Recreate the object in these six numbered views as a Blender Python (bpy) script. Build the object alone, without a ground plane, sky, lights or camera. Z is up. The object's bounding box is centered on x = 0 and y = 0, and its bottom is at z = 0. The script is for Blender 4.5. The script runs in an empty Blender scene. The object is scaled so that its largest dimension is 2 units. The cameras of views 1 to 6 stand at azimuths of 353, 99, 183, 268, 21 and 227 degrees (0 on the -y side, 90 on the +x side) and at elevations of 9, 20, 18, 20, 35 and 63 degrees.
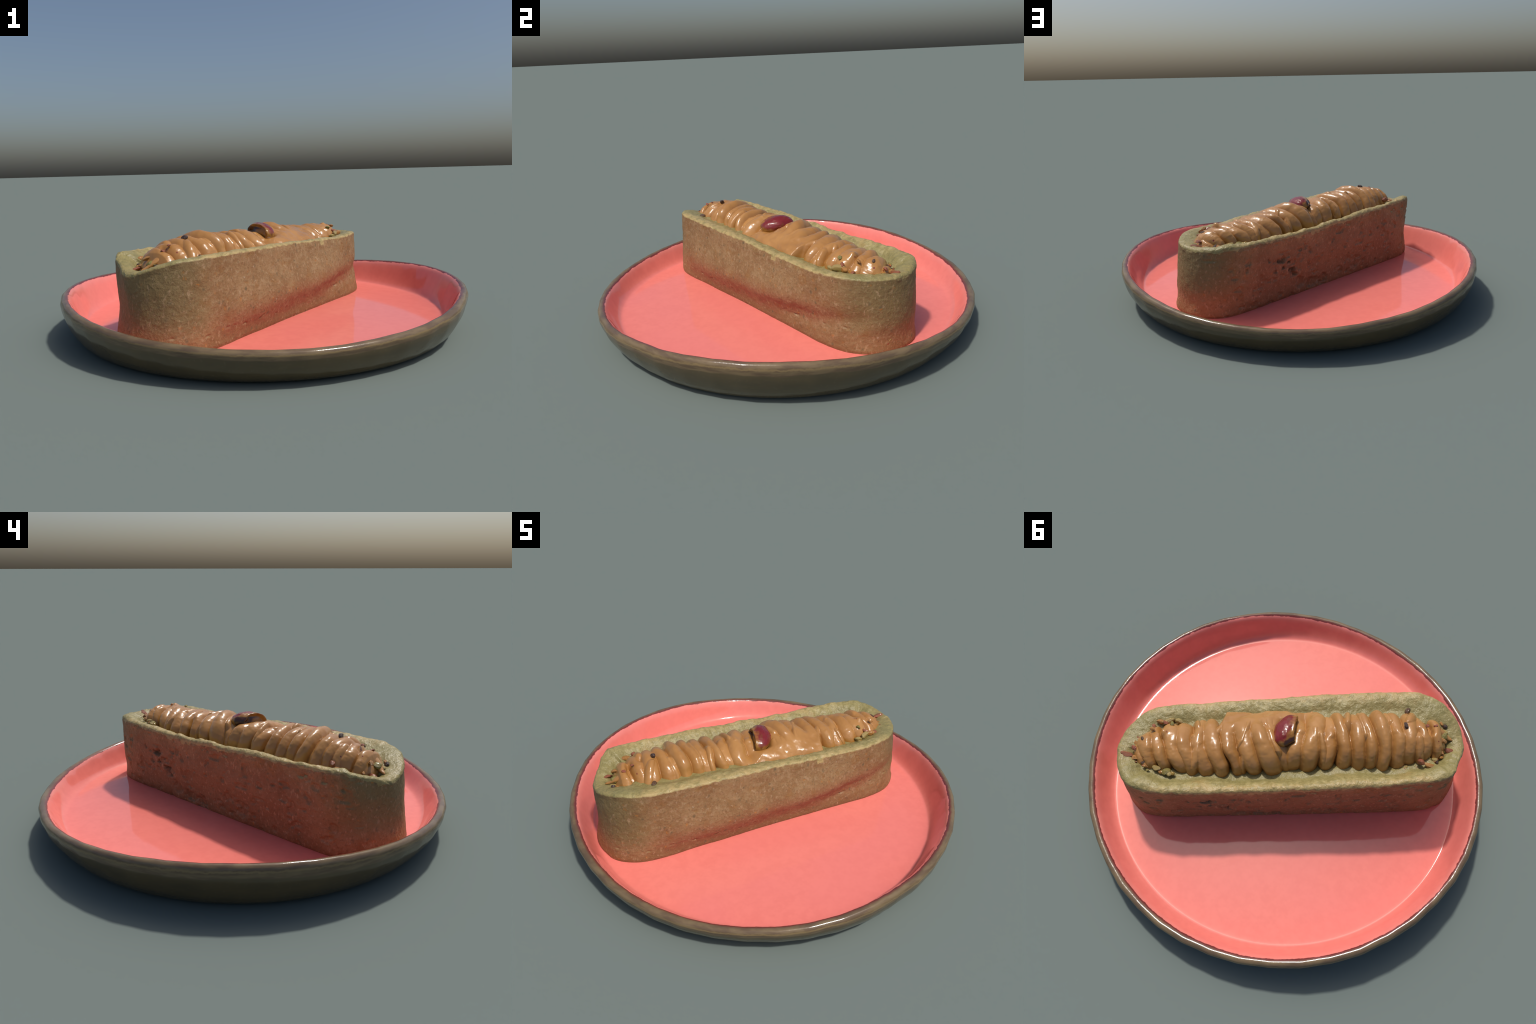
import bpy, math, random
import numpy as np
from mathutils import Vector

rng = random.Random(7)
ANGLE = math.radians(46.0)      # heading of the pastry on the plate
FLOOR = 0.055                   # height of the plate's well


# ------------------------------------------------------------------ helpers
def _hash(ix, iy, iz, seed):
    h = (ix * 374761393 + iy * 668265263 + iz * 2147483647 + seed * 974634777) & 0xFFFFFFFF
    h = ((h ^ (h >> 13)) * 1274126177) & 0xFFFFFFFF
    return ((h ^ (h >> 16)) & 0xFFFF) / 65535.0


def vnoise(p, freq, seed=0, octaves=1):
    """smooth value noise, -1..1, on an (N,3) array"""
    out = np.zeros(len(p))
    amp, tot = 1.0, 0.0
    for o in range(octaves):
        q = p * freq * (2.03 ** o) + 37.1 * (o + 1)
        i = np.floor(q).astype(np.int64)
        f = q - i
        f = f * f * f * (f * (f * 6 - 15) + 10)
        v = np.zeros(len(p))
        for dx in (0, 1):
            wx = f[:, 0] if dx else 1 - f[:, 0]
            for dy in (0, 1):
                wy = f[:, 1] if dy else 1 - f[:, 1]
                for dz in (0, 1):
                    wz = f[:, 2] if dz else 1 - f[:, 2]
                    v += wx * wy * wz * _hash(i[:, 0] + dx, i[:, 1] + dy, i[:, 2] + dz, seed + o)
        out += amp * (v * 2 - 1)
        tot += amp
        amp *= 0.5
    return out / tot


def smooth(x, a, b):
    t = np.clip((x - a) / (b - a), 0, 1)
    return t * t * (3 - 2 * t)


def closed_spline(pts, count):
    """Catmull-Rom through closed control points, resampled evenly by arc length"""
    P = np.array(pts, float)
    n = len(P)
    fine = []
    for i in range(n):
        p0, p1, p2, p3 = P[i - 1], P[i], P[(i + 1) % n], P[(i + 2) % n]
        for t in np.linspace(0, 1, 40, endpoint=False):
            fine.append(0.5 * (2 * p1 + (p2 - p0) * t + (2 * p0 - 5 * p1 + 4 * p2 - p3) * t * t
                               + (3 * p1 - p0 - 3 * p2 + p3) * t ** 3))
    return np.array(fine)


def grid_faces(rows, cols, wrap):
    f = []
    for i in range(rows - 1):
        for j in range(cols if wrap else cols - 1):
            k = (j + 1) % cols
            f.append((i * cols + j, i * cols + k, (i + 1) * cols + k, (i + 1) * cols + j))
    return f


def vertex_normals(co, faces):
    co = np.asarray(co)
    nrm = np.zeros_like(co)
    F = np.array([f for f in faces if len(f) == 4])
    d = np.cross(co[F[:, 2]] - co[F[:, 0]], co[F[:, 3]] - co[F[:, 1]])
    for c in range(4):
        np.add.at(nrm, F[:, c], d)
    T = [f for f in faces if len(f) == 3]
    if T:
        T = np.array(T)
        d = np.cross(co[T[:, 1]] - co[T[:, 0]], co[T[:, 2]] - co[T[:, 0]])
        for c in range(3):
            np.add.at(nrm, T[:, c], d)
    return nrm / np.maximum(np.linalg.norm(nrm, axis=1), 1e-12)[:, None]


def make_object(name, co, faces, mat, parent=None, normals=None, flat=False):
    me = bpy.data.meshes.new(name)
    me.from_pydata([tuple(c) for c in co], [], faces)
    me.materials.append(mat)
    me.polygons.foreach_set('use_smooth', [not flat] * len(me.polygons))
    me.update()
    if normals is not None:
        me.normals_split_custom_set_from_vertices([tuple(n) for n in normals])
    ob = bpy.data.objects.new(name, me)
    bpy.context.scene.collection.objects.link(ob)
    if parent:
        ob.parent = parent
    return ob


def split_object(groups, co, faces, label, mat, parents):
    """cut one smooth surface into regions that share border vertices and normals"""
    nrm = vertex_normals(co, faces)
    out = {}
    for key, name in groups:
        fs = [f for f, l in zip(faces, label) if l == key]
        if not fs:
            continue
        used = sorted({v for f in fs for v in f})
        remap = {v: i for i, v in enumerate(used)}
        out[key] = make_object(name, [co[v] for v in used],
                               [tuple(remap[v] for v in f) for f in fs], mat[key] if isinstance(mat, dict) else mat,
                               parents if not isinstance(parents, dict) else parents[key],
                               [nrm[v] for v in used])
    return out


def empty(name, label, category):
    ob = bpy.data.objects.new(name, None)
    ob.empty_display_size = 0.1
    bpy.context.scene.collection.objects.link(ob)
    ob['label'] = label
    ob['category'] = category
    return ob


# ---------------------------------------------------------------- materials
class Nodes:
    def __init__(self, name):
        self.mat = bpy.data.materials.new(name)
        self.mat.use_nodes = True
        self.t = self.mat.node_tree
        self.bsdf = self.t.nodes['Principled BSDF']
        self.coord = self.t.nodes.new('ShaderNodeTexCoord').outputs['Object']

    def link(self, a, b):
        self.t.links.new(a, b)

    def _set(self, sock, v):
        if hasattr(v, 'links'):
            self.link(v, sock)
        elif isinstance(v, tuple) and len(v) == 3 and sock.type == 'RGBA':
            sock.default_value = (*v, 1)
        else:
            sock.default_value = v

    def math(self, op, a, b=0.0, c=None, clamp=False):
        n = self.t.nodes.new('ShaderNodeMath')
        n.operation = op
        n.use_clamp = clamp
        self._set(n.inputs[0], a)
        self._set(n.inputs[1], b)
        if c is not None:
            self._set(n.inputs[2], c)
        return n.outputs[0]

    def noise(self, scale, detail=3, rough=0.55, vec=None, distort=0.0, color=False):
        n = self.t.nodes.new('ShaderNodeTexNoise')
        self.link(vec or self.coord, n.inputs['Vector'])
        n.inputs['Scale'].default_value = scale
        n.inputs['Detail'].default_value = detail
        n.inputs['Roughness'].default_value = rough
        n.inputs['Distortion'].default_value = distort
        return n.outputs['Color' if color else 'Fac']

    def voronoi(self, scale, vec=None, feature='F1', out='Distance'):
        n = self.t.nodes.new('ShaderNodeTexVoronoi')
        n.feature = feature
        self.link(vec or self.coord, n.inputs['Vector'])
        n.inputs['Scale'].default_value = scale
        return n.outputs[out]

    def mapped(self, scale, loc=(0, 0, 0), rot=(0, 0, 0)):
        n = self.t.nodes.new('ShaderNodeMapping')
        self.link(self.coord, n.inputs['Vector'])
        n.inputs['Scale'].default_value = scale
        n.inputs['Location'].default_value = loc
        n.inputs['Rotation'].default_value = rot
        return n.outputs[0]

    def ramp(self, v, lo, hi, a=0.0, b=1.0):
        n = self.t.nodes.new('ShaderNodeMapRange')
        n.interpolation_type = 'SMOOTHSTEP'
        self._set(n.inputs['Value'], v)
        n.inputs['From Min'].default_value = lo
        n.inputs['From Max'].default_value = hi
        n.inputs['To Min'].default_value = a
        n.inputs['To Max'].default_value = b
        return n.outputs[0]

    def mix(self, fac, a, b, blend='MIX'):
        n = self.t.nodes.new('ShaderNodeMix')
        n.data_type = 'RGBA'
        n.blend_type = blend
        self._set(n.inputs[0], fac)
        self._set(n.inputs[6], a)
        self._set(n.inputs[7], b)
        return n.outputs[2]

    def xyz(self, vec=None):
        n = self.t.nodes.new('ShaderNodeSeparateXYZ')
        self.link(vec or self.coord, n.inputs[0])
        return n.outputs

    def bump(self, height, dist, strength=1.0):
        n = self.t.nodes.new('ShaderNodeBump')
        n.inputs['Distance'].default_value = dist
        n.inputs['Strength'].default_value = strength
        self.link(height, n.inputs['Height'])
        self.link(n.outputs[0], self.bsdf.inputs['Normal'])

    def out(self, color, rough, spec=0.5, coat=0.0, coat_rough=0.05, sss=0.0):
        b = self.bsdf
        self._set(b.inputs['Base Color'], color)
        self._set(b.inputs['Roughness'], rough)
        b.inputs['Specular IOR Level'].default_value = spec
        b.inputs['Coat Weight'].default_value = coat
        b.inputs['Coat Roughness'].default_value = coat_rough
        if sss:
            b.inputs['Subsurface Weight'].default_value = sss
            b.inputs['Subsurface Radius'].default_value = (0.03, 0.015, 0.006)
            b.inputs['Subsurface Scale'].default_value = 0.5
        return self.mat


def plate_material():
    m = Nodes('glazed_stoneware')
    x, y, z = m.xyz()
    r = m.math('SQRT', m.math('ADD', m.math('MULTIPLY', x, x),
                              m.math('MULTIPLY', m.math('MULTIPLY', y, y), 1.035)))
    ragged = m.math('SUBTRACT', m.noise(38, 4, 0.65), 0.5)
    # undo the kiln warp (cos of twice the heading = (x2 - y2) / r2) to get the height on the lathe profile
    c2 = m.math('DIVIDE', m.math('SUBTRACT', m.math('MULTIPLY', x, x), m.math('MULTIPLY', y, y)), m.math('MAXIMUM', m.math('MULTIPLY', r, r), 0.01))
    lift = m.math('MULTIPLY_ADD', c2, 0.033, 0.011)
    zl = m.math('DIVIDE', z, m.math('ADD', m.math('MULTIPLY', lift, 5.88), 1.0))
    slow = m.math('SUBTRACT', m.noise(5, 2), 0.5)
    # position along the lip: 0 on the inner face, growing over the rim to the outside
    over = m.math('ADD', m.math('MULTIPLY_ADD', ragged, 0.012, r), m.math('MULTIPLY', slow, 0.010))
    brown_in = m.ramp(over, 0.9655, 0.9685)
    # pink glaze with faint mottling
    mott = m.noise(26, 4, 0.6)
    pink = m.mix(m.ramp(mott, 0.3, 0.7), (0.82, 0.212, 0.172), (0.86, 0.232, 0.188))
    pink = m.mix(m.ramp(m.noise(2.2, 2), 0.35, 0.7, 0, 0.35), pink, (0.82, 0.22, 0.195))
    # thinned, paler rind of the glaze just before it breaks to red brown
    pale = m.ramp(over, 0.945, 0.962)
    pink = m.mix(m.math('MULTIPLY', pale, 0.35), pink, (0.78, 0.29, 0.25))
    # lip: oxblood break, then brown with wavy ochre lines
    lipn = m.noise(9, 3, 0.6, vec=m.mapped((1, 1, 6)))
    lip = m.mix(m.ramp(lipn, 0.35, 0.65), (0.135, 0.088, 0.052), (0.20, 0.140, 0.075))
    wave = m.math('ABSOLUTE', m.math('SUBTRACT', m.math('ADD', m.math('MULTIPLY_ADD', ragged, 0.014, zl),
                                                        m.math('MULTIPLY', slow, 0.012)), 0.150))
    lip = m.mix(m.math('MULTIPLY', m.ramp(wave, 0.005, 0.001), 0.7), lip, (0.26, 0.18, 0.085))
    lip = m.mix(m.ramp(over, 0.984, 0.968), lip, (0.17, 0.030, 0.030))
    # olive brown outside
    ox = m.noise(3.0, 3, 0.6, vec=m.mapped((1, 1, 3)))
    outside = m.mix(m.ramp(ox, 0.3, 0.7), (0.098, 0.074, 0.040), (0.125, 0.090, 0.044))
    outside = m.mix(m.ramp(m.noise(60, 3), 0.55, 0.75, 0, 0.4), outside, (0.14, 0.11, 0.06))
    low = m.ramp(m.math('ADD', m.math('MULTIPLY', slow, 0.03), zl), 0.124, 0.132)
    brown = m.mix(low, outside, lip)
    # only the outer wall and the lip are brown: the inner wall stays below r ~ 0.96
    wall = m.math('SUBTRACT', r, m.math('MULTIPLY', zl, 0.42))     # rises across the thickness
    outer = m.ramp(wall, 0.9015, 0.9035)
    below = m.ramp(z, FLOOR - 0.004, FLOOR - 0.010)
    f = m.math('MAXIMUM', m.math('MAXIMUM', brown_in, outer), below)
    color = m.mix(f, pink, brown)
    m.bump(m.math('MULTIPLY', m.noise(55, 2), f), 0.0012, 0.35)
    return m.out(color, m.mix(f, (0.07, 0.07, 0.07), (0.16, 0.16, 0.16)), 0.5)


def crust_material(crumb_part=False):
    m = Nodes('olive_crumb' if crumb_part else 'baked_dough')
    x, y, z = m.xyz()
    n1 = m.noise(9, 4, 0.6)
    n2 = m.noise(38, 4, 0.65)
    n3 = m.noise(110, 3, 0.6)
    # --- baked outside: tan with rosy, ochre and olive blotches
    wall = m.mix(m.ramp(n1, 0.3, 0.7), (0.245, 0.138, 0.056), (0.315, 0.195, 0.088))
    wall = m.mix(m.ramp(n2, 0.45, 0.75, 0, 0.7), wall, (0.37, 0.255, 0.135))
    wall = m.mix(m.ramp(m.noise(16, 3, vec=m.mapped((1, 1, 1), (3, 7, 1))), 0.55, 0.72, 0, 0.6), wall, (0.27, 0.13, 0.035))
    # soft pink and dark red bands on one long side, brownish tint on the other
    wz = m.math('MULTIPLY_ADD', m.math('SUBTRACT', n1, 0.5), 0.10, z)
    mid = m.ramp(m.math('ABSOLUTE', m.math('ADD', x, 0.03)), 0.72, 0.48)
    band_se = m.math('MULTIPLY', m.ramp(m.math('ABSOLUTE', m.math('SUBTRACT', wz, m.ramp(x, -.3, .6, .12, .19))), 0.065, 0.01), m.ramp(y, 0.0, -0.1))  # dark red streak drawn for the shade on the wall turning under the belly
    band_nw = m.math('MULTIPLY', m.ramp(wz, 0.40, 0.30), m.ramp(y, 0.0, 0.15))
    flush = m.math('MULTIPLY', m.ramp(m.math('ABSOLUTE', m.math('SUBTRACT', wz, m.ramp(x, -.3, .6, .15, .21))), 0.10, 0.0), m.ramp(y, 0.0, -0.1))
    wall = m.mix(m.math('MULTIPLY', m.math('MULTIPLY', flush, mid), 0.36), wall, (0.31, 0.128, 0.068))
    patch = m.ramp(m.noise(13, 4, 0.65, vec=m.mapped((1, 1, 2.2), (4, 4, 4))), 0.36, 0.58, 0.15, 1.0)
    wall = m.mix(m.math('MULTIPLY', m.math('MULTIPLY', m.math('MULTIPLY', band_se, mid), patch), 0.62), wall, (0.25, 0.075, 0.038))
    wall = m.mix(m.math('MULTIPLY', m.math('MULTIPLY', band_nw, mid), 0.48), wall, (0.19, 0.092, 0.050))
    # darker baked foot
    wall = m.mix(m.ramp(wz, 0.135, 0.075, 0, 0.5), wall, (0.21, 0.115, 0.045))
    # olive ends
    ends = m.ramp(m.math('MULTIPLY_ADD', m.math('SUBTRACT', n1, 0.5), 0.25, m.math('ABSOLUTE', m.math('ADD', x, 0.03))), 0.60, 0.76)
    up = m.ramp(wz, 0.10, 0.22)
    wall = m.mix(m.math('MULTIPLY', m.math('MULTIPLY', ends, up), 0.8), wall, (0.205, 0.145, 0.058))
    # fine grain
    wall = m.mix(m.ramp(n3, 0.5, 0.72, 0, 0.6), wall, (0.16, 0.09, 0.036))
    wall = m.mix(m.ramp(m.noise(75, 2, vec=m.mapped((1, 1, .6), (2, 2, 2))), 0.55, 0.75, 0, 0.65), wall, (0.42, 0.285, 0.16))
    # bigger holes on the unlit side, coloured dark for the shadow inside them
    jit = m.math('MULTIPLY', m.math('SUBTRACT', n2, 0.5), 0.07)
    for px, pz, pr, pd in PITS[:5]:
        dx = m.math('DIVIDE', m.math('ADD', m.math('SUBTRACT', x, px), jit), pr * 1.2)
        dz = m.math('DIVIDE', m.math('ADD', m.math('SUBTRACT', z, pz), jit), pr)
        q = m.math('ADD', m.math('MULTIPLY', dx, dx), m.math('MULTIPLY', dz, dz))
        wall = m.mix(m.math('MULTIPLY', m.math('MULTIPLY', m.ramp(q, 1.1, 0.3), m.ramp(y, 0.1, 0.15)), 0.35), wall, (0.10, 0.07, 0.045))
    # specks: dark crumbs, orange bits, pale flour
    sp = m.voronoi(26, vec=m.mapped((1, 1, 0.8)))
    wall = m.mix(m.math('MULTIPLY', m.ramp(sp, 0.28, 0.10), m.ramp(n2, 0.45, 0.6)), wall, (0.16, 0.115, 0.055))
    sp2 = m.voronoi(17, vec=m.mapped((1, 1, 1), (5, 2, 9)))
    wall = m.mix(m.math('MULTIPLY', m.math('MULTIPLY', m.ramp(sp2, 0.20, 0.04), m.ramp(n3, 0.45, 0.6)), 0.6), wall, (0.50, 0.19, 0.03))
    sp3 = m.voronoi(21, vec=m.mapped((1, 1, 1), (1, 8, 4)))
    wall = m.mix(m.math('MULTIPLY', m.math('MULTIPLY', m.ramp(sp3, 0.18, 0.04), m.ramp(n3, 0.5, 0.6)), 0.5), wall, (0.55, 0.45, 0.32))
    # --- olive crumb on the rim and inside
    crumb = m.mix(m.ramp(n2, 0.3, 0.7), (0.255, 0.207, 0.074), (0.41, 0.335, 0.145))
    crumb = m.mix(m.ramp(n1, 0.5, 0.75, 0, 0.5), crumb, (0.41, 0.27, 0.10))
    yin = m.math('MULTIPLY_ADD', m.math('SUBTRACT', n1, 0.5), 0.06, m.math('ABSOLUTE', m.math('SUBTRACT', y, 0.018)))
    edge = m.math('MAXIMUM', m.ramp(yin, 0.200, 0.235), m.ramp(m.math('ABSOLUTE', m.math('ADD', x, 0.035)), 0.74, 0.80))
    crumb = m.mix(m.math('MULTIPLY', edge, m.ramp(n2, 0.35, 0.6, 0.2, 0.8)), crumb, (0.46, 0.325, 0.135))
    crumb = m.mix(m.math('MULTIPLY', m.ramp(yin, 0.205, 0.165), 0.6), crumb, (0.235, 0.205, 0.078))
    crumb = m.mix(m.ramp(n3, 0.55, 0.75, 0, 0.3), crumb, (0.20, 0.165, 0.065))
    if crumb_part:
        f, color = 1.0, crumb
    else:
        # baked skin thins out where the wall turns over into the rim
        geo = m.t.nodes.new('ShaderNodeNewGeometry')
        nz = m.xyz(geo.outputs['Normal'])[2]
        f = m.math('MULTIPLY', m.ramp(m.math('MULTIPLY_ADD', m.math('SUBTRACT', n2, 0.5), 0.5, nz), 0.25, 0.6), m.ramp(z, 0.355, 0.375))
        color = m.mix(f, wall, crumb)
    h = m.math('ADD', m.math('MULTIPLY', n2, 0.7), m.math('MULTIPLY', n3, 0.5))
    m.bump(h, 0.010 if crumb_part else 0.007, 0.6)
    return m.out(color, 0.34 if crumb_part else 0.55, 0.4)


def cream_material():
    m = Nodes('caramel_cream')
    x, y, z = m.xyz()
    n1 = m.noise(7, 3)
    c = m.mix(m.ramp(n1, 0.3, 0.7), (0.38, 0.175, 0.047), (0.45, 0.22, 0.066))
    c = m.mix(m.ramp(m.noise(30, 4, 0.6), 0.55, 0.8, 0, 0.35), c, (0.34, 0.155, 0.05))
    # oily ochre tint at the foot of the piping
    c = m.mix(m.ramp(m.math('MULTIPLY_ADD', m.math('SUBTRACT', n1, 0.5), 0.05, z), 0.405, 0.365, 0, 0.6), c, (0.34, 0.15, 0.02))
    # nut-skin flecks near both ends
    ends = m.ramp(m.math('ABSOLUTE', m.math('ADD', x, 0.02)), 0.50, 0.60)
    v = m.voronoi(30)
    keep = m.ramp(m.noise(14, 2), 0.5, 0.58)
    c = m.mix(m.math('MULTIPLY', m.math('MULTIPLY', m.ramp(v, 0.20, 0.12), keep), ends), c, (0.20, 0.03, 0.015))
    m.bump(m.noise(24, 4, 0.6), 0.004, 0.35)
    return m.out(c, 0.27, 0.5, coat=0.3, coat_rough=0.06)


def skin_material():
    m = Nodes('nut_skin')
    x, y, z = m.xyz()
    n = m.noise(18, 3)
    # oxblood skin on the crown, rubbed to olive and amber round the edges
    t = m.math('ADD', m.math('MULTIPLY_ADD', m.math('SUBTRACT', n, 0.5), 0.11, z), m.math('MULTIPLY', x, 0.55))
    c = m.mix(m.ramp(t, 0.004, 0.040), (0.33, 0.150, 0.024), (0.19, 0.013, 0.014))
    c = m.mix(m.ramp(m.noise(40, 3), 0.5, 0.7, 0, 0.6), c, (0.16, 0.045, 0.012))
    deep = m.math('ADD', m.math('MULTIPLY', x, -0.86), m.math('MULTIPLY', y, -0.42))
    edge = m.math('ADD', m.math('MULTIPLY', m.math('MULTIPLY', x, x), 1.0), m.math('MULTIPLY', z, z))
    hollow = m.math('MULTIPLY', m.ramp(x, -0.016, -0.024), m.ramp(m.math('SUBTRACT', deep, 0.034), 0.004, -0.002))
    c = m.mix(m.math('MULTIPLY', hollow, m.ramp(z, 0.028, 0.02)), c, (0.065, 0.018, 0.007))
    m.bump(m.noise(45, 3), 0.003, 0.4)
    return m.out(c, 0.22, 0.5, coat=0.4, coat_rough=0.1)


def kernel_material(name, a, b, d):
    m = Nodes(name)
    info = m.t.nodes.new('ShaderNodeObjectInfo')
    n = m.noise(45, 3, 0.6)
    c = m.mix(m.ramp(n, 0.35, 0.65), a, b)
    c = m.mix(m.ramp(m.noise(28, 2, vec=m.mapped((1, 1, 1), (4, 1, 2))), 0.52, 0.62), c, d)
    c = m.mix(m.math('MULTIPLY', info.outputs['Random'], 0.3), c, (0.25, 0.12, 0.03))
    m.bump(n, 0.004, 0.5)
    return m.out(c, 0.25, 0.5, coat=0.3)


# -------------------------------------------------------------------- plate
def build_plate():
    plate = empty('plate', 'round pink glazed stoneware plate with brown rim and outside', 'plate')
    mat = plate_material()
    # (radius, height) from the middle of the well, up the wall, over the lip, down to the foot
    prof = [(0.0, 0.0580), (0.25, 0.0577), (0.5, 0.0569), (0.70, 0.0561), (0.80, 0.0556), (0.845, 0.0554),
            (0.872, 0.0556), (0.884, 0.0568), (0.892, 0.0595), (0.900, 0.0655), (0.908, 0.074), (0.918, 0.088),
            (0.930, 0.108), (0.942, 0.130), (0.951, 0.146), (0.957, 0.155), (0.963, 0.1615), (0.970, 0.166),
            (0.978, 0.1685), (0.986, 0.168), (0.993, 0.164), (0.998, 0.157), (1.0, 0.148), (0.999, 0.139),
            (0.9965, 0.126), (0.991, 0.107), (0.981, 0.085), (0.970, 0.066), (0.9605, 0.052), (0.956, 0.046),
            (0.947, 0.036), (0.934, 0.023), (0.920, 0.012), (0.906, 0.005), (0.893, 0.0015), (0.875, 0.0),
            (0.795, 0.0), (0.78, 0.004), (0.74, 0.010), (0.4, 0.011), (0.0, 0.011)]
    n_seg = 320
    rows = []
    for r, z in prof:
        if r == 0:
            rows.append((r, z))
            continue
        rows.append((r, z))
    # subdivide the profile once for smoother curvature
    P = np.array(rows)
    fine = []
    for i in range(len(P) - 1):
        p0, p1, p2, p3 = P[max(i - 1, 0)], P[i], P[i + 1], P[min(i + 2, len(P) - 1)]
        for t in (0, 0.5):
            a = 0.5 * (2 * p1 + (p2 - p0) * t + (2 * p0 - 5 * p1 + 4 * p2 - p3) * t * t
                       + (3 * p1 - p0 - 3 * p2 + p3) * t ** 3)
            fine.append(a)
    fine.append(P[-1])
    fine = np.array(fine)
    fine[:, 0] = np.clip(fine[:, 0], 0.004, 1.0)
    fine[:, 1] = np.maximum(fine[:, 1], 0)
    th = np.linspace(0, 2 * np.pi, n_seg, endpoint=False)
    ring = np.stack([np.cos(th), np.sin(th), 0 * th], 1)
    # hand-thrown lip: gentle flats and wobble
    wob = vnoise(ring, 5.5, 3, 2) * 0.0035 + vnoise(ring, 2.0, 9) * 0.003
    facets = 46
    step = 2 * np.pi / facets
    wob += math.cos(step / 2) / np.cos((th + .04) % step - step / 2) - 1 + .002
    wob_z = vnoise(ring, 3.5, 21, 2) * 0.0025
    co, lab = [], []
    i_top = int(np.argmax(fine[:, 1]))
    for i_row, (r, z) in enumerate(fine):
        k = smooth(np.array([r]), 0.90, 0.97)[0]
        # the rim warped in the kiln: two opposite sides stand higher
        up = min(max(z / 0.17, 0), 1) if i_row > i_top else smooth(np.array([r]), 0.885, 0.972)[0]
        rr = r + k * (wob - 0.003)
        c = np.stack([rr * np.cos(th) * 1.0, rr * np.sin(th) * 0.99, z + k * (z > 0.1) * wob_z
                      + up * (0.011 + 0.033 * np.cos(2 * th))], 1)
        co.append(c)
    co = np.concatenate(co)
    for ax, half in ((0, 1.0), (1, 0.99)):
        mid = (co[:, ax].max() + co[:, ax].min()) / 2
        co[:, ax] -= mid
        co[:, ax] *= half / co[:, ax].max()
    nr = len(fine)
    faces = grid_faces(nr, n_seg, True)
    i_wall = int(np.argmin(abs(fine[:nr // 2, 0] - 0.89)))
    i_lip = int(np.argmax(fine[:, 1])) - 7
    i_out = int(np.argmax(fine[:, 1])) + 9
    label = []
    for i in range(nr - 1):
        k = 'well' if i < i_wall else 'wall' if i < i_lip else 'lip' if i < i_out else 'outside'
        label += [k] * n_seg
    label += ['well', 'outside']
    faces = [tuple(f) for f in faces]
    # caps closing the tiny holes at the axis
    caps_co = np.array([[0, 0, fine[0, 1]], [0, 0, fine[-1, 1]]])
    base = len(co)
    co = np.concatenate([co, caps_co])
    label = label[:-2]
    last = (nr - 1) * n_seg
    for j in range(n_seg):
        k = (j + 1) % n_seg
        faces.append((base, k, j)); label.append('well')
        faces.append((base + 1, last + j, last + k)); label.append('outside')
    # orientation: well must face up
    f0 = faces[0]
    nn = np.cross(co[f0[1]] - co[f0[0]], co[f0[2]] - co[f0[0]])
    if nn[2] < 0:
        faces = [tuple(reversed(f)) for f in faces]
    split_object([('well', 'well'), ('wall', 'inner_wall'), ('lip', 'rim'), ('outside', 'outer_wall')],
                 co, faces, label, mat, plate)
    return plate


# ------------------------------------------------------------------- pastry
# control points round the outline, starting at the lower end and running along the sunny side:
# (along, across, rim height)   and the matching footprint (along, across)
RIM = [(-.856, -.05, .376), (-.842, .06, .395), (-.785, .155, .415), (-.70, .210, .423), (-.60, .228, .426),
       (-.45, .231, .422), (-.25, .231, .416), (0, .228, .408), (.25, .225, .401), (.45, .221, .402),
       (.57, .211, .404), (.662, .178, .405), (.738, .105, .402), (.775, .026, .398), (.785, -.051, .395),
       (.768, -.130, .398), (.718, -.206, .405), (.648, -.242, .410), (.56, -.260, .408), (.40, -.266, .404),
       (.20, -.269, .404), (0, -.270, .408), (-.20, -.272, .415), (-.40, -.270, .422), (-.60, -.262, .432),
       (-.71, -.251, .435), (-.770, -.223, .431), (-.815, -.148, .405)]
FOOT = [(-.892, -.015), (-.880, .07), (-.838, .16), (-.745, .218), (-.62, .234), (-.45, .230), (-.25, .227),
        (0, .226), (.25, .227), (.45, .228), (.57, .220), (.675, .193), (.757, .13), (.803, .05), (.810, -.04),
        (.79, -.125), (.725, -.20), (.645, -.230), (.56, -.239), (.40, -.243), (.20, -.246), (0, -.248),
        (-.20, -.248), (-.40, -.248), (-.60, -.246), (-.71, -.240), (-.798, -.205), (-.870, -.108)]
# inward distance and drop along the lip and the inside
LIP = [(0, -.030), (0, -.024), (.0008, -.018), (.0022, -.0125), (.0045, -.0075), (.008, -.004), (.0125, -.0015), (.018, -.0003),
       (.024, 0), (.031, -.0015), (.038, -.004), (.045, -.007), (.052, -.011), (.059, -.016), (.066, -.022),
       (.073, -.029), (.080, -.036), (.088, -.042), (.097, -.046), (.108, -.048), (.120, -.049), (.135, -.049)]
# (along, height, radius, depth) of holes baked into the shaded side
PITS = [(.375, .280, .020, .013), (.318, .262, .009, .010), (.285, .205, .022, .016), (.350, .232, .010, .010),
        (.400, .235, .008, .007),
        (.22, .12, .028, .008), (.13, .10, .035, .010), (.05, .085, .03, .009), (-.02, .31, .014, .005),
        (.17, .29, .012, .006), (-.12, .25, .012, .006), (-.30, .20, .011, .005), (-.42, .31, .009, .005),
        (.46, .30, .010, .006), (.24, .31, .011, .006), (-.22, .12, .03, .006)]


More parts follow.
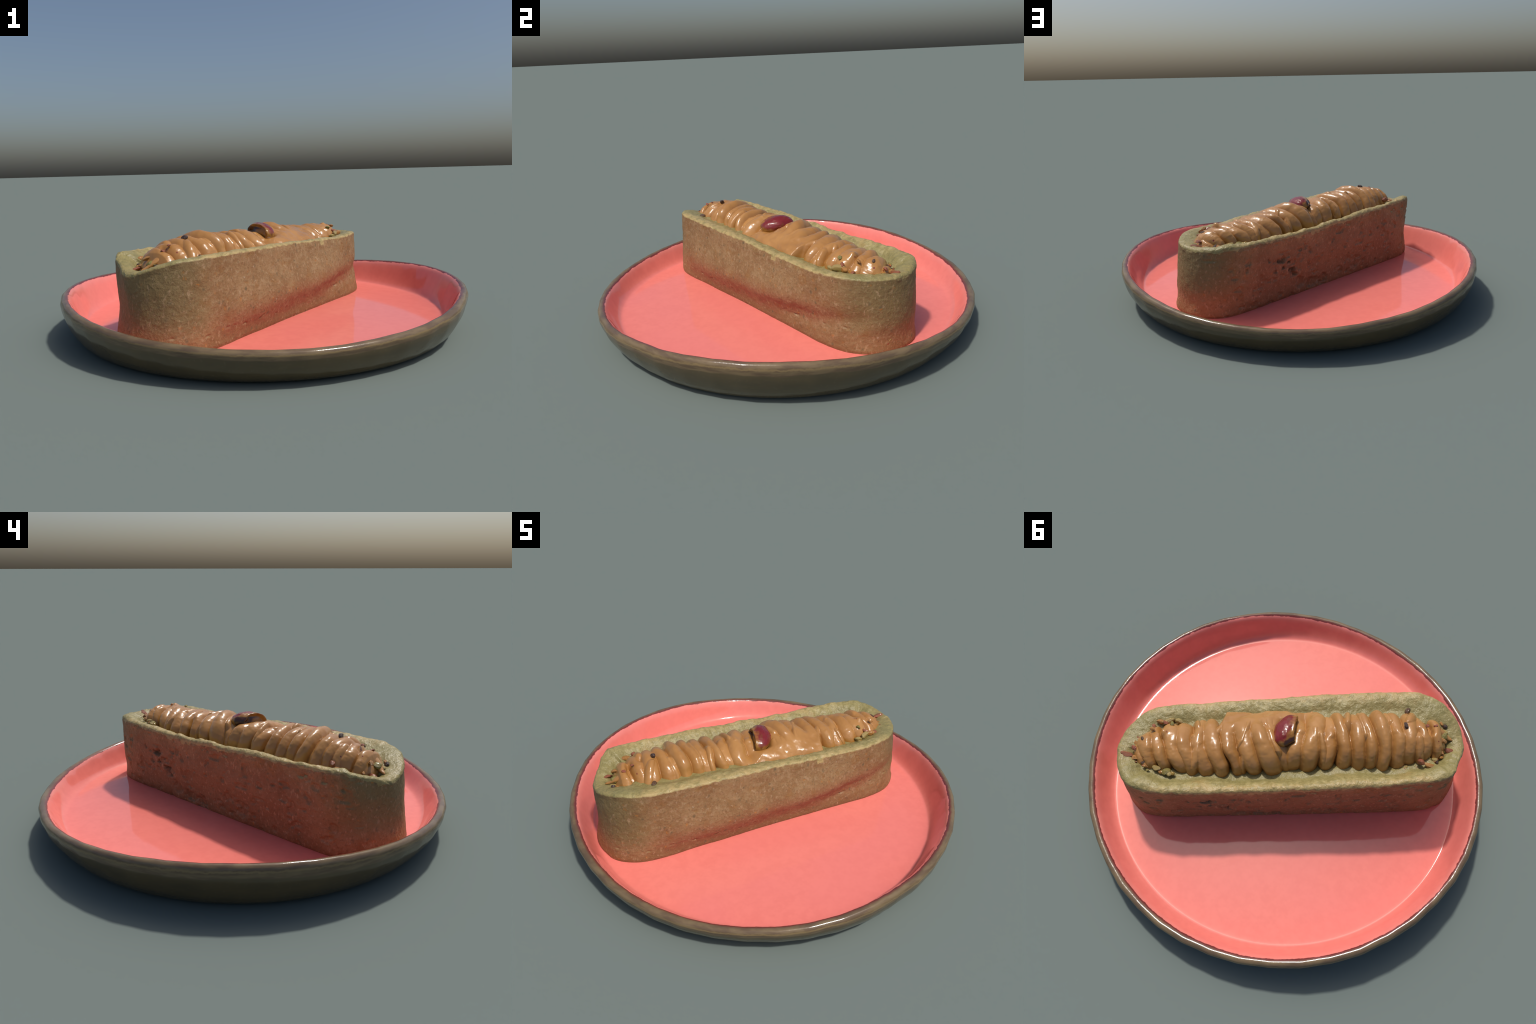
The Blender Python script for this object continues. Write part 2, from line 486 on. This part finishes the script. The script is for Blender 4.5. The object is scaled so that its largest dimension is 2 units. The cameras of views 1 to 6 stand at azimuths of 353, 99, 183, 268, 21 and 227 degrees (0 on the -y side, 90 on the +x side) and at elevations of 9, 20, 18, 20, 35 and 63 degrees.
def build_case(parent):
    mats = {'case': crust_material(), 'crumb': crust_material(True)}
    n_th = 900
    rim = closed_spline(RIM, n_th)
    foot = closed_spline([(*p, 0) for p in FOOT], n_th)
    # joint resample by the rim's arc length
    seg = np.linalg.norm(np.roll(rim, -1, 0)[:, :2] - rim[:, :2], axis=1)
    arc = np.concatenate([[0], np.cumsum(seg)])
    u = np.linspace(0, arc[-1], n_th, endpoint=False)

    def res(a):
        b = np.concatenate([a, a[:1]])
        return np.stack([np.interp(u, arc, b[:, k]) for k in range(3)], 1)
    rim, foot = res(rim), res(foot)
    tan = np.roll(rim, -3, 0)[:, :2] - np.roll(rim, 3, 0)[:, :2]
    tan /= np.linalg.norm(tan, axis=1)[:, None]
    nor = np.stack([-tan[:, 1], tan[:, 0]], 1)
    cen = np.array([-.04, -.02])
    if np.mean(np.sum(nor * (rim[:, :2] - cen), 1)) < 0:
        nor = -nor
    for _ in range(40):       # relax normals so that the inner offsets never cross
        nor = (np.roll(nor, 1, 0) + nor + np.roll(nor, -1, 0)) / 3
    nor /= np.linalg.norm(nor, axis=1)[:, None]
    # rim raggedness
    p3 = np.column_stack([rim[:, 0], rim[:, 1], 0 * u])
    ragz = vnoise(p3, 7, 5, 2) * 0.005 + vnoise(p3, 30, 6, 2) * 0.0025 * np.where(rim[:, 1] < 0, 1.5, .5)
    thick = 1 + vnoise(p3, 6, 8, 2) * 0.25
    thick *= np.where(rim[:, 1] < 0, 0.92, 1.08)
    thick *= 1 + 0.25 * smooth(np.abs(rim[:, 0] + .04), .55, .75)
    rim[:, 2] += np.where(rim[:, 1] > 0, smooth(rim[:, 1], 0, .15) * (.014 - .014 * smooth(rim[:, 0], .05, .5)), .004)
    rows, part = [], []
    sunny = smooth(foot[:, 1], 0.0, 0.12)
    shade = smooth(-foot[:, 1], 0.0, 0.12)
    end_ne = smooth(foot[:, 0], .55, .75)
    end_sw = smooth(-foot[:, 0], .60, .78)
    # underside and wall
    rows.append(np.column_stack([foot[:, :2] * 0.6, 0 * u + FLOOR - .002])); part.append('case')
    rows.append(np.column_stack([foot[:, :2] - nor * .012, 0 * u + FLOOR - .002])); part.append('case')
    nw = 95
    for i in range(nw):
        t = i / (nw - 1)
        z0, z1 = FLOOR - .001, rim[:, 2] + ragz * .5 - .030
        z = z0 + (z1 - z0) * t
        xy = foot[:, :2] + (rim[:, :2] - foot[:, :2]) * (t ** 0.85)
        # slumped belly low on the sunny side, hollow end faces, slightly flared foot
        zc = .215 + .04 * foot[:, 0]
        slump = 0.038 * np.exp(-((z - zc) / np.where(z < zc, .082, .115)) ** 2) \
            * sunny * smooth(-np.abs(foot[:, 0] + .06), -.68, -.22)
        groove = -.013 * np.exp(-((z - .12 - .12 * np.maximum(foot[:, 0], 0)) / .04) ** 2) * smooth(foot[:, 1], .10, .20) * smooth(foot[:, 0], .1, .4)
        hollow = -0.014 * np.exp(-((z - .21) / .085) ** 2) * end_sw * smooth(-foot[:, 1], -.05, .06)
        waist = -0.004 * np.exp(-((z - .13) / .035) ** 2) * end_ne + .002 * np.exp(-((z - .25) / .09) ** 2) * end_ne
        full = 0.009 * np.exp(-((z - .25) / .07) ** 2) * shade * smooth(-np.abs(foot[:, 0] + .1), -.6, -.1)
        flare = 0.006 * np.exp(-((z - FLOOR) / .022) ** 2) * end_ne
        tuck = -0.005 * np.exp(-((z - FLOOR) / .010) ** 2)
        bulge = slump + groove + hollow + waist + full + flare + tuck
        rows.append(np.column_stack([xy + nor * bulge[:, None], z])); part.append('case')
    P = np.array(LIP)
    lip_rows = []
    for i in range(1, len(P) - 1):
        k0, k1, k2, k3 = P[i - 1], P[i], P[i + 1], P[min(i + 2, len(P) - 1)]
        for t in ((0, .25, .5, .75) if i < 8 else (0, .5)):
            lip_rows.append(.5 * (2 * k1 + (k2 - k0) * t + (2 * k0 - 5 * k1 + 4 * k2 - k3) * t * t + (3 * k1 - k0 - 3 * k2 + k3) * t ** 3))
    for d, dz in lip_rows:
        xy = rim[:, :2] - nor * (d * thick)[:, None]
        deep = np.where(rim[:, 1] > 0, .52, 1.0)
        z = rim[:, 2] + ragz * (0.5 + 0.5 * min(1, d / .02)) + dz * deep
        rows.append(np.column_stack([xy, z])); part.append('crumb')
    last = rows[-1]
    for k, zz in ((0.6, .345), (0.2, .345)):
        c = np.column_stack([np.clip(last[:, 0], -.62, .55), 0 * u - .01])
        rows.append(np.column_stack([c + (last[:, :2] - c) * k, 0 * u + zz])); part.append('crumb')
    nr = len(rows)
    co = np.concatenate(rows)
    co[:, 1] *= -1                 # across is counted towards the sunny side: local y points away
    faces = grid_faces(nr, n_th, True)
    nrm = vertex_normals(co, faces)
    mid = (nr // 2) * n_th
    if np.mean(np.sum(nrm[mid:mid + n_th, :2] * (co[mid:mid + n_th, :2] - [-.04, .02]), 1)) < 0:
        faces = [tuple(reversed(f)) for f in faces]
        nrm = -nrm
    # relief
    kind = np.repeat(np.array([p == 'crumb' for p in part]), n_th).astype(float)
    h = vnoise(co, 5, 11, 2) * .0045 + vnoise(co, 22, 12, 3) * .0018 + vnoise(co, 80, 13, 2) * .0010
    h += kind * (vnoise(co, 20, 14, 3) * .0045 + vnoise(co, 70, 15, 2) * .0012)
    shade_v = smooth(co[:, 1], .1, .22) * (1 - kind)
    pit_n = vnoise(co * [1, .3, 1.3], 24, 16, 2)
    h -= shade_v * smooth(pit_n, .30, .62) * .007
    jitter = vnoise(co, 34, 18, 3) * .024
    jitter_z = vnoise(co, 34, 28, 3) * .024
    for px, pz, pr, pd in PITS:
        q = ((co[:, 0] - px + jitter) / (pr * 1.15)) ** 2 + ((co[:, 2] - pz + jitter_z) / pr) ** 2
        h -= shade_v * pd * 1.7 * np.exp(-q * q)
    # low crease along the sunny side
    sun_v = smooth(-co[:, 1], .1, .2) * (1 - kind)
    line = .125 + .10 * np.clip(co[:, 0] - .1, 0, 1) ** 1.3 + vnoise(co, 10, 19, 2) * .014
    line = line + vnoise(co, 45, 25, 2) * .012
    h -= sun_v * smooth(vnoise(co, 26, 20, 2), .15, .5) * .005 * np.exp(-((co[:, 2] - line) / .004) ** 2)
    keep = np.repeat(np.array([0, .2] + [1] * (nr - 4) + [0, 0]), n_th)
    co = co + nrm * (h * keep)[:, None]
    co[:, 2] = np.maximum(co[:, 2], FLOOR - .002)
    # the skin ends in a ragged line just under the crest of the rim
    first = part.index('crumb')
    start = first + 10 + np.round(vnoise(p3, 9, 22, 2) * 8 + vnoise(p3, 45, 23, 2) * 6 - 4.0 * (rim[:, 1] < 0)).astype(int)
    label = ['crumb' if i + 1 >= start[j] else 'case' for i in range(nr - 1) for j in range(n_th)]
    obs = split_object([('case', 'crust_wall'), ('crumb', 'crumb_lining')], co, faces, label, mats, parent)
    return obs


# cream: crest height and half width along the pastry
CREST = [(-.775, .36), (-.76, .40), (-.735, .445), (-.69, .477), (-.60, .489), (-.45, .493), (-.30, .492), (-.15, .484), (.0, .483),
         (.10, .484), (.20, .474), (.32, .460), (.45, .456), (.56, .458), (.63, .440), (.68, .415), (.705, .385), (.715, .36)]
HALF = [(-.775, .03), (-.76, .065), (-.735, .098), (-.69, .125), (-.60, .140), (-.45, .146), (-.30, .146), (-.15, .140), (.0, .140),
        (.15, .146), (.32, .146), (.45, .140), (.56, .126), (.63, .108), (.68, .080), (.705, .05), (.715, .02)]
# ridges of the piping: (along, half width, lift, slant)
RIDGES = [(.690, .034, -.04, .05), (.640, .036, .00, .10), (.585, .034, .02, .16), (.520, .038, -.02, .20), (.452, .036, .02, .14),
          (.385, .036, .00, .10), (.316, .040, .04, .10), (.240, .040, .02, .12), (.165, .040, .03, .16), (.092, .040, .01, .22),
          (.020, .042, -.05, .20), (-.055, .040, -.02, -.05), (-.128, .044, .03, -.06), (-.205, .040, -.01, .03), (-.272, .036, .00, .16),
          (-.338, .036, .01, .10), (-.405, .036, .00, .06), (-.470, .038, .03, .02), (-.535, .036, .00, -.03), (-.600, .036, .02, -.04),
          (-.660, .034, .00, -.02), (-.715, .032, .02, .00), (-.757, .030, -.03, .00)]
CREAM_BASE = .338


def build_cream(parent):
    mat = cream_material()
    ns, nt = 1000, 190
    s = np.linspace(-.772, .714, ns)
    ang = np.linspace(-.06, math.pi + .06, nt)
    S, T = np.meshgrid(s, ang, indexing='ij')
    shp = S.shape
    cx = np.array(CREST); hx = np.array(HALF)
    crest = np.interp(S, cx[:, 0], cx[:, 1])
    half = np.interp(S, hx[:, 0], hx[:, 1])
    c = np.cos(T)                     # +1 on the sunny side
    sn = np.sin(T)
    warp = np.stack([S, c * .15, sn * .15], -1).reshape(-1, 3)
    w1 = vnoise(warp, 7, 31, 2).reshape(shp)
    w2 = vnoise(warp, 16, 32, 2).reshape(shp)
    best = np.full(shp, -9.0)
    second = np.full(shp, -9.0)
    who = np.zeros(shp, int)
    for i, (s0, hw, lift, slant) in enumerate(RIDGES):
        bow = 0.030 * (sn - .6) * (1 if s0 > -.05 else -1) * .5
        rr = random.Random(500 + i)
        shift = rr.uniform(-.020, .020) * smooth(c + .3 * w2, -.25, .35)     # folds do not line up across the crest
        sc = s0 + slant * .16 * c + bow + w1 * .014 + shift
        hwv = hw * (1.02 + .30 * vnoise(warp + i * 3.7, 5, 40 + i).reshape(shp))
        q = np.clip(np.abs(S - sc) / (hwv * 1.12), 0, 6)
        lip = np.where(q < 1, 1 - np.sqrt(np.maximum(1 - q * q, 0)), q * 1.0)
        tilt = .035 * np.clip((S - sc) / hw, -1, 1) * (1 if i % 3 else -.6)     # each fold leans over its neighbour
        v = 1 + lift * 1.3 + rr.uniform(-.05, .04) + (.09) * vnoise(warp + i * 9.1, 8, 60 + i).reshape(shp) - .40 * lip + tilt
        upd = v > best
        second = np.where(upd, best, np.maximum(second, v))
        who = np.where(upd, i, who)
        best = np.maximum(best, v)
    # short broken folds laid over the main ones
    rp = random.Random(41)
    for k in range(20):
        s0, c0, hw = rp.uniform(-.66, .60), rp.uniform(-.9, .9), rp.uniform(.017, .027)
        win, sl, lf = rp.uniform(.18, .45), rp.uniform(-.35, .45), rp.uniform(-.03, .05)
        sc = s0 + sl * .16 * (c - c0) + w1 * .012
        q = np.clip(np.abs(S - sc) / hw, 0, 6)
        lip = np.where(q < 1, 1 - np.sqrt(np.maximum(1 - q * q, 0)), q)
        out = np.clip(np.abs(c - c0) - win, 0, 2)
        v = 1 + lf - .24 * lip - 1.1 * out ** 1.3
        best = np.maximum(best, v)
    m = np.maximum(best, .62)
    # smear on the sunny side: a knife pulled the folds flat against the rim
    edge = w1 * .03
    up_lim = .10 + .50 * smooth(S, .30, -.16)
    smear = smooth(S, -.19 + edge.mean(), -.15) * smooth(S, .285, .262) * smooth(c + w1 * .2, up_lim + .10, up_lim + .26)
    flat = .97 + .03 * w2 + .035 * np.sin((S * 24 + c * 9)) * .5
    m = m * (1 - smear) + flat * smear
    half_eff = half + smear * .042
    # body
    p = 0.80
    zz = CREAM_BASE + (crest - CREAM_BASE) * np.sign(sn) * np.abs(sn) ** p * (1 + (m - 1) * 1.0)
    nn = -.012 + half_eff * np.sign(c) * np.abs(c) ** .92 * m
    # settle the smear into a slope towards the rim
    zz = zz - smear * .004 * sn
    # nub where the nozzle broke off, and a dimple under the big nut
    nub = np.exp(-(((S - .560) / .020) ** 2 + ((nn - .035) / .028) ** 2)) * (sn > 0)
    zz = zz + nub * .022
    dim = np.exp(-(((S + .02) / .055) ** 2 + ((nn - .02) / .075) ** 2)) * (sn > 0)
    zz = zz - dim * .020
    fine = (w2 * .0035 + vnoise(warp, 38, 33, 2).reshape(shp) * .0018)
    zz += fine * np.clip(sn, 0, 1)
    nn += fine * c
    co = np.stack([S, -nn, zz], -1).reshape(-1, 3)
    faces = grid_faces(ns, nt, False)
    nrm = vertex_normals(co, faces)
    top = (ns // 2) * nt + nt // 2
    if nrm[top, 2] < 0:
        faces = [tuple(reversed(f)) for f in faces]
    lab_v = np.where(smear > .5, -1, who).reshape(-1)
    label = [int(lab_v[f[0]]) for f in faces]
    cream = empty_part('cream', parent)
    groups = [(-1, 'cream_smear')] + [(i, 'cream_ridge') for i in range(len(RIDGES))]
    split_object(groups, co, faces, label, mat, cream)
    # strand pulled out at the low end, and small tags where cream touched the rim
    strands = [([(-.725, .012, .425), (-.755, .004, .408), (-.782, -.012, .388), (-.805, -.022, .380)], .019, .004),
               ([(-.15, .12, .405), (-.145, .165, .402), (-.155, .195, .404)], .012, .005),
               ([(-.155, .15, .402), (-.125, .175, .403), (-.115, .190, .405)], .009, .004),
               ([(.06, .13, .405), (.075, .170, .398), (.095, .188, .399)], .014, .004)]
    for pts, r0, r1 in strands:
        tube('cream_strand', pts, r0, r1, mat, cream)
    return cream, mat


def empty_part(name, parent):
    ob = bpy.data.objects.new(name, None)
    ob.empty_display_size = .05
    bpy.context.scene.collection.objects.link(ob)
    ob.parent = parent
    return ob


def tube(name, pts, r0, r1, mat, parent):
    P = np.array(pts, float)
    P[:, 1] *= -1
    t = np.linspace(0, 1, 24)
    k = np.linspace(0, 1, len(P))
    path = np.stack([np.interp(t, k, P[:, i]) for i in range(3)], 1)
    for _ in range(3):
        path[1:-1] = (path[:-2] + path[1:-1] * 2 + path[2:]) / 4
    co, ring = [], 16
    for i, c in enumerate(path):
        d = path[min(i + 1, 23)] - path[max(i - 1, 0)]
        d /= np.linalg.norm(d)
        side = np.cross(d, [0, 0, 1]); side /= np.linalg.norm(side)
        up = np.cross(side, d)
        r = (r0 + (r1 - r0) * t[i]) * math.sqrt(max(0.02, 1 - max(0, (t[i] - .85) / .15) ** 2))
        for j in range(ring):
            a = 2 * math.pi * j / ring
            co.append(c + side * math.cos(a) * r * 1.2 + up * math.sin(a) * r * .75)
    faces = grid_faces(24, ring, True) + [tuple(range(ring))[::-1], tuple(range(23 * ring, 24 * ring))]
    co = np.array(co)
    co += vnoise(co, 60, 71, 2)[:, None] * .0012
    return make_object(name, co, faces, mat, parent)


def uv_ball(nu, nv):
    co = [(0, 0, 1)]
    for i in range(1, nv):
        a = math.pi * i / nv
        for j in range(nu):
            b = 2 * math.pi * j / nu
            co.append((math.sin(a) * math.cos(b), math.sin(a) * math.sin(b), math.cos(a)))
    co.append((0, 0, -1))
    f = []
    for j in range(nu):
        f.append((0, 1 + j, 1 + (j + 1) % nu))
    for i in range(nv - 2):
        for j in range(nu):
            a = 1 + i * nu + j
            b = 1 + i * nu + (j + 1) % nu
            f.append((a, a + nu, b + nu, b))
    e = len(co) - 1
    for j in range(nu):
        f.append((e, e - nu + (j + 1) % nu, e - nu + j))
    return np.array(co, float), f


def build_nut(parent):
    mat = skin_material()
    co, f = uv_ball(96, 64)
    a = co * (1 - .10 * co[:, 1:2])
    a = a * [.058, .090, .046]
    a += co * (vnoise(co, 2.0, 81, 3) * .004)[:, None]
    # split along the low side: a curled lip over a dark hollow
    d = np.array([-.86, -.42, .06]); d /= np.linalg.norm(d)
    hit = smooth(co @ d + vnoise(co, 3, 83) * .05, .66, .90)
    lip = np.exp(-((co @ d - .62) / .10) ** 2)
    a -= d * (hit * .024)[:, None]
    a += co * (lip * .004)[:, None]
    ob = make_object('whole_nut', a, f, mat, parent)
    ob.location = (-.022, -.004, .464)
    ob.rotation_euler = (math.radians(6), math.radians(6), math.radians(-24))
    return ob


def build_pieces(parent):
    mats = {
        'green': kernel_material('pistachio_flesh', (0.20, 0.21, 0.035), (0.33, 0.29, 0.07), (0.16, 0.05, 0.02)),
        'pale': kernel_material('nut_flesh', (0.36, 0.26, 0.07), (0.45, 0.36, 0.15), (0.30, 0.19, 0.03)),
        'red': kernel_material('red_skin', (0.20, 0.028, 0.018), (0.32, 0.065, 0.022), (0.45, 0.20, 0.11)),
        'orange': kernel_material('toasted_flesh', (0.42, 0.17, 0.025), (0.48, 0.25, 0.06), (0.24, 0.06, 0.02)),
        'dark': kernel_material('dark_skin', (0.030, 0.012, 0.014), (0.060, 0.020, 0.022), (0.09, 0.07, 0.03)),
    }
    shapes = []
    for v in range(5):
        co, f = uv_ball(28, 18)
        g = co * (1 + .22 * vnoise(co, 1.3, 90 + v, 2) + .07 * vnoise(co, 4.0, 95 + v, 2))[:, None]
        for c in range(3):              # chopped faces
            r = random.Random(200 + v * 7 + c)
            d = np.array([r.uniform(-1, 1) for _ in range(3)]); d /= np.linalg.norm(d)
            lim = r.uniform(.45, .7)
            over = np.maximum(g @ d - lim, 0)
            g -= d * (over * .85)[:, None]
        shapes.append((g, f))
    meshes = {}
    for m_name, mt in mats.items():
        for v, (g, f) in enumerate(shapes):
            me = bpy.data.meshes.new('nut_piece')
            me.from_pydata([tuple(x) for x in g], [], f)
            me.polygons.foreach_set('use_smooth', [True] * len(me.polygons))
            me.materials.append(mt)
            meshes[m_name, v] = me
    # (along, across, height, length, width, thickness, heading, kind)
    PIECES = [
        (-.570, .003, .494, .018, .012, .011, 30, 'dark'), (.735, -.044, .393, .028, .017, .014, 10, 'red'),
        (-.755, -.005, .405, .026, .020, .017, 70, 'green'), (-.632, -.148, .420, .020, .014, .017, 40, 'red'),
        (-.668, -.160, .408, .026, .013, .012, 20, 'orange'), (-.606, .125, .413, .022, .018, .022, 60, 'dark'),
        (-.600, .128, .418, .014, .012, .014, 20, 'green'), (-.780, -.076, .382, .026, .012, .010, 10, 'red'),
        (-.685, .095, .395, .026, .014, .014, -10, 'pale'), (-.665, .105, .404, .026, .010, .010, -15, 'dark'),
        (-.735, .060, .392, .018, .014, .012, 20, 'orange'), (-.700, .112, .388, .014, .012, .012, 0, 'red'),
        (-.748, -.045, .425, .020, .010, .010, 30, 'orange'), (-.775, .045, .400, .013, .012, .012, 0, 'dark'),
        (-.757, .070, .405, .026, .008, .009, 75, 'orange'), (-.690, .135, .410, .022, .010, .010, 0, 'red'),
        (-.600, .165, .400, .020, .015, .015, 0, 'dark'), (-.590, .172, .404, .012, .011, .011, 0, 'green'),
        (-.735, -.085, .390, .020, .012, .010, 30, 'orange'), (-.705, -.120, .385, .016, .012, .010, 10, 'pale'),
        (-.715, -.135, .384, .013, .009, .009, 50, 'dark'), (-.560, -.152, .382, .016, .012, .010, 0, 'pale'),
        (-.455, -.150, .378, .014, .010, .010, 20, 'pale'), (-.770, .020, .385, .020, .018, .014, 0, 'pale'),
        (.545, .120, .408, .036, .014, .014, -25, 'pale'), (.580, .118, .405, .026, .013, .012, -10, 'orange'),
        (.555, .105, .420, .016, .010, .010, 40, 'red'), (.520, .085, .440, .014, .010, .009, 60, 'green'),
        (.500, .128, .392, .026, .014, .013, 15, 'pale'), (.560, .112, .400, .020, .014, .012, -20, 'green'),
        (.615, .100, .392, .018, .013, .011, 30, 'red'), (.590, -.118, .385, .022, .017, .014, 20, 'pale'),
        (.545, -.140, .384, .026, .016, .013, -10, 'green'), (.530, -.150, .380, .020, .014, .012, 70, 'pale'),
        (.570, -.135, .378, .018, .012, .010, 10, 'orange'), (.640, -.100, .382, .020, .013, .011, 30, 'orange'),
        (.655, -.088, .385, .014, .010, .010, 0, 'dark'), (.700, -.060, .382, .022, .014, .012, 20, 'orange'),
        (.712, -.075, .378, .016, .012, .010, 50, 'pale'), (.700, .020, .388, .018, .012, .011, 80, 'orange'),
        (.690, .045, .385, .014, .011, .010, 20, 'red'), (.655, .010, .440, .012, .008, .006, 60, 'dark'),
        (.700, -.020, .405, .016, .010, .009, 30, 'red'), (.610, .060, .440, .016, .010, .008, 20, 'orange'),
        (.790, .040, .112, .007, .018, .012, 0, 'pale'), (.788, .052, .098, .006, .012, .008, 0, 'red'),
        (-.715, .020, .458, .010, .008, .006, 0, 'red'), (-.672, .010, .474, .010, .008, .005, 0, 'red'),
    ]
    for i, (a, b, z, l, w, h, hd, kind) in enumerate(PIECES):
        ob = bpy.data.objects.new('nut_piece', meshes[kind, i % 5])
        bpy.context.scene.collection.objects.link(ob)
        ob.parent = parent
        ob.location = (a, -b, z - .003)
        ob.scale = (l, w, h)
        ob.rotation_euler = (rng.uniform(-.5, .5), rng.uniform(-.4, .4), -math.radians(hd))
    # fine crumbs caught along the foot of the piping, both ends
    base_co, base_f = uv_ball(8, 6)
    for kind in ('pale', 'orange', 'red', 'green'):
        allc, allf = [], []
        for _ in range(16):
            e = rng.choice((-1, 1))
            side = rng.choice((-1, 1))
            a = rng.uniform(.50, .70) if e > 0 else rng.uniform(-.76, -.55)
            hw = np.interp(a, [h[0] for h in HALF], [h[1] for h in HALF])
            b = -.012 + side * (hw + rng.uniform(-.004, .012))
            r = rng.uniform(.004, .009)
            k = len(allc)
            j = base_co * [r * rng.uniform(.8, 1.6), r * rng.uniform(.7, 1.2), r * .8]
            for p in j:
                allc.append((p[0] + a, p[1] - b, p[2] + rng.uniform(.368, .372) + .012))
            allf += [tuple(v + k for v in q) for q in base_f]
        ob = make_object('nut_crumbs', allc, allf, mats[kind], parent)
        ob['kind'] = 'stuff'


# -------------------------------------------------------------------- build
build_plate()
pastry = empty('filled_pastry', 'long oval baked pastry case filled with piped caramel cream and nuts', 'pastry')
pastry.location = (0, 0, 0)
pastry.rotation_euler = (0, 0, ANGLE)
build_case(pastry)
build_cream(pastry)
build_nut(pastry)
build_pieces(pastry)
